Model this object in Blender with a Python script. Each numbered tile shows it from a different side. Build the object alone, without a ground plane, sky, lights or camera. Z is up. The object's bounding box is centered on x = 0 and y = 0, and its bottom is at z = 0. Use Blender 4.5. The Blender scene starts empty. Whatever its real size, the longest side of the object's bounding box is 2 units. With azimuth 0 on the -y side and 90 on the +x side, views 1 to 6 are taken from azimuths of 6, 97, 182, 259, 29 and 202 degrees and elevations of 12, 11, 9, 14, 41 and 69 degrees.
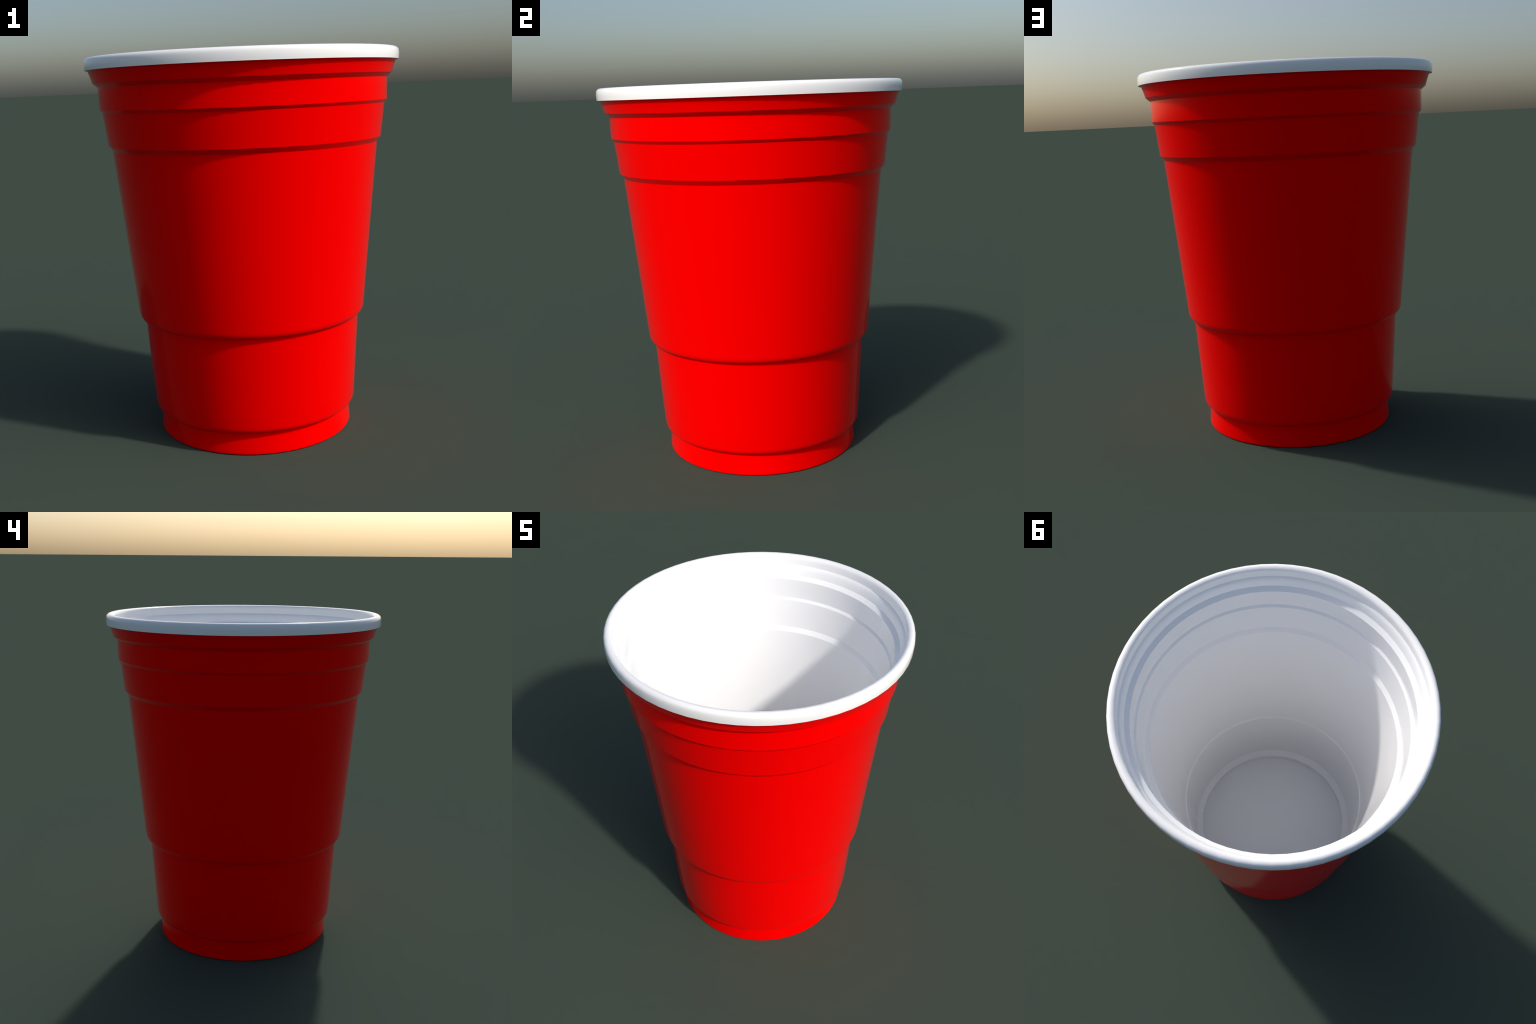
"""A disposable red party cup with a white lining and a rolled white rim.

The cup is a lathed body: every part is a ring-by-ring revolution of a short
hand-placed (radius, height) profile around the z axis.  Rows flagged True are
hard creases (the moulded grip steps); all other rows are shaded smooth.
"""
import bpy
import bmesh
import math

SEGMENTS = 64          # the moulded body is a fine 64-sided lathe
S, H = False, True     # soft row / hard crease


# ------------------------------------------------------------------ profiles
def straight(a, b, n, hard_end=S):
    """n evenly spaced rows from just after a up to and including b."""
    rows = []
    for i in range(1, n + 1):
        t = i / n
        rows.append((a[0] + (b[0] - a[0]) * t, a[1] + (b[1] - a[1]) * t,
                     hard_end if i == n else S))
    return rows


# Outer red skin, listed from under the rim down to the crease above the foot.
WALL = (
    [(0.8088, 1.9385, H), (0.7920, 1.9342, H)]              # underside of the rim
    + [(0.7848, 1.9150, S), (0.7790, 1.8970, S), (0.7722, 1.8738, H)]   # flared lip
    + [(0.7486, 1.8530, H)]                                 # first step
    + straight((0.7486, 1.8530), (0.7472, 1.7423), 3, H) # first grip band
    + [(0.7341, 1.7264, H)]
    + straight((0.7341, 1.7264), (0.7147, 1.5575), 3, H) # second grip band
    + [(0.6951, 1.5322, H)]
    + straight((0.6951, 1.5322), (0.6158, 0.6700), 10)   # main tapering wall
    + [(0.6148, 0.6600, S), (0.6132, 0.6525, S), (0.6102, 0.6450, S),
       (0.6058, 0.6392, S), (0.6000, 0.6352, S), (0.5930, 0.6330, S),
       (0.5838, 0.6320, H)]                                 # rounded shoulder
    + straight((0.5838, 0.6320), (0.5528, 0.1510), 5)       # lower wall
    + [(0.5520, 0.1450, S), (0.5502, 0.1380, S), (0.5468, 0.1310, S),
       (0.5412, 0.1256, S), (0.5340, 0.1225, S), (0.5170, 0.1205, H)]
)

# Foot: a shallow ring that the cup stands on, and its recessed underside.
FOOT = [
    (0.5170, 0.1205, H), (0.5200, 0.0900, S), (0.5232, 0.0560, S),
    (0.5262, 0.0250, S), (0.5276, 0.0110, S), (0.5278, 0.0045, S),
    (0.5268, 0.0010, S),
    (0.5225, 0.0000, S), (0.5050, 0.0000, S), (0.4960, 0.0030, S),
    (0.4880, 0.0160, S), (0.4830, 0.0280, S), (0.4740, 0.0320, S),
    (0.2400, 0.0330, S), (0.0, 0.0330, S),
]

# Rolled white rim, from its outer bottom edge over the top to the inner crease.
RIM = [
    (0.8088, 1.9385, H), (0.8098, 1.9500, S), (0.8103, 1.9630, S),
    (0.8097, 1.9750, S), (0.8086, 1.9830, S), (0.8060, 1.9892, S),
    (0.8015, 1.9948, S), (0.7955, 1.9986, S), (0.7885, 2.0000, S),
    (0.7810, 1.9990, S), (0.7745, 1.9960, S), (0.7695, 1.9915, S),
    (0.7665, 1.9860, S), (0.7650, 1.9780, S), (0.7640, 1.9640, S),
    (0.7626, 1.9460, H),
]

# White lining, from the crease under the rim down to the floor.
LINING = (
    [(0.7626, 1.9460, H), (0.7545, 1.9392, S), (0.7487, 1.9310, S),
     (0.7435, 1.9140, S), (0.7385, 1.8910, H), (0.7145, 1.8715, H)]
    + straight((0.7145, 1.8715), (0.7122, 1.7540), 3, H)
    + [(0.7003, 1.7408, H)]
    + straight((0.7003, 1.7408), (0.6792, 1.5720), 3, H)
    + [(0.6600, 1.5460, H)]
    + straight((0.6600, 1.5460), (0.5564, 0.6640), 10)
    + [(0.5553, 0.6530, S), (0.5548, 0.6495, S), (0.5478, 0.6385, H)]
    + straight((0.5478, 0.6385), (0.5228, 0.1510), 5, H)
    + [(0.4828, 0.1350, H)]
)

# Sunken floor inside the foot.
FLOOR = [
    (0.4828, 0.1350, H), (0.4850, 0.1000, S), (0.4880, 0.0710, H),
    (0.3600, 0.0700, S), (0.1800, 0.0690, S), (0.0, 0.0690, S),
]


# ------------------------------------------------------------------ building
def lathe(name, profile, material, parent, up_inside):
    """Revolve a profile; up_inside flips the faces toward the axis."""
    bm = bmesh.new()
    rings = []
    for radius, height, _ in profile:
        if radius < 1e-6:
            rings.append([bm.verts.new((0.0, 0.0, height))])
        else:
            rings.append([
                bm.verts.new((radius * math.cos(2 * math.pi * k / SEGMENTS),
                              radius * math.sin(2 * math.pi * k / SEGMENTS),
                              height)) for k in range(SEGMENTS)])
    for upper, lower in zip(rings, rings[1:]):
        for k in range(SEGMENTS):
            j = (k + 1) % SEGMENTS
            if len(lower) == 1:
                corners = [upper[k], lower[0], upper[j]]
            else:
                corners = [upper[k], lower[k], lower[j], upper[j]]
            if up_inside:
                corners.reverse()
            bm.faces.new(corners).smooth = True
    for ring, (_, _, hard) in zip(rings, profile):
        if hard and len(ring) > 1:
            for k in range(SEGMENTS):
                edge = bm.edges.get((ring[k], ring[(k + 1) % SEGMENTS]))
                if edge:
                    edge.smooth = False
    bm.normal_update()
    mesh = bpy.data.meshes.new(name)
    bm.to_mesh(mesh)
    bm.free()
    mesh.materials.append(material)
    obj = bpy.data.objects.new(name, mesh)
    bpy.context.scene.collection.objects.link(obj)
    obj.parent = parent
    return obj


def plastic(name, colour, roughness, specular, tint):
    """Smooth moulded polystyrene with a very faint tone variation."""
    mat = bpy.data.materials.new(name)
    mat.use_nodes = True
    nt = mat.node_tree
    bsdf = nt.nodes["Principled BSDF"]
    bsdf.inputs["Roughness"].default_value = roughness
    bsdf.inputs["Specular IOR Level"].default_value = specular
    bsdf.inputs["IOR"].default_value = 1.5
    bsdf.inputs["Specular Tint"].default_value = tuple(tint) + (1.0,)
    coord = nt.nodes.new("ShaderNodeTexCoord")
    noise = nt.nodes.new("ShaderNodeTexNoise")
    noise.inputs["Scale"].default_value = 6.0
    noise.inputs["Detail"].default_value = 2.0
    ramp = nt.nodes.new("ShaderNodeValToRGB")
    ramp.color_ramp.elements[0].position = 0.3
    ramp.color_ramp.elements[1].position = 0.7
    ramp.color_ramp.elements[0].color = tuple(c * 0.99 for c in colour) + (1.0,)
    ramp.color_ramp.elements[1].color = tuple(colour) + (1.0,)
    nt.links.new(coord.outputs["Object"], noise.inputs["Vector"])
    nt.links.new(noise.outputs["Fac"], ramp.inputs["Fac"])
    nt.links.new(ramp.outputs["Color"], bsdf.inputs["Base Color"])
    return mat


red = plastic("red_plastic", (1.0, 0.0, 0.0), 0.1, 0.2, (1.0, 0.0, 0.0))
white = plastic("white_plastic", (1.0, 1.0, 1.0), 0.1, 0.2, (1.0, 1.0, 1.0))

cup = bpy.data.objects.new("party_cup", None)
bpy.context.scene.collection.objects.link(cup)
cup["label"] = "red plastic drinking cup with white rim and lining"
cup["category"] = "plastic cup"

# lathe facets sit inside the true circle, so the skins are drawn a hair full
def fuller(profile, extra):
    return [(r + extra(r, z), z, h) for r, z, h in profile]


WALL = [WALL[0]] + fuller(WALL[1:], lambda r, z: 0.001 if z > 1.5 or z < 0.64
                          else 0.001 * max(0.0, (z - 1.0) / 0.5))
FOOT = fuller(FOOT, lambda r, z: 0.001 if r > 0.5 else 0.0)
LINING = [LINING[0]] + fuller(LINING[1:], lambda r, z: 0.001 if z > 1.4 else 0.0)

lathe("outer_wall", WALL, red, cup, False)
lathe("foot", FOOT, red, cup, False)
lathe("rim", RIM, white, cup, True)
lathe("lining", LINING, white, cup, True)
lathe("floor", FLOOR, white, cup, True)
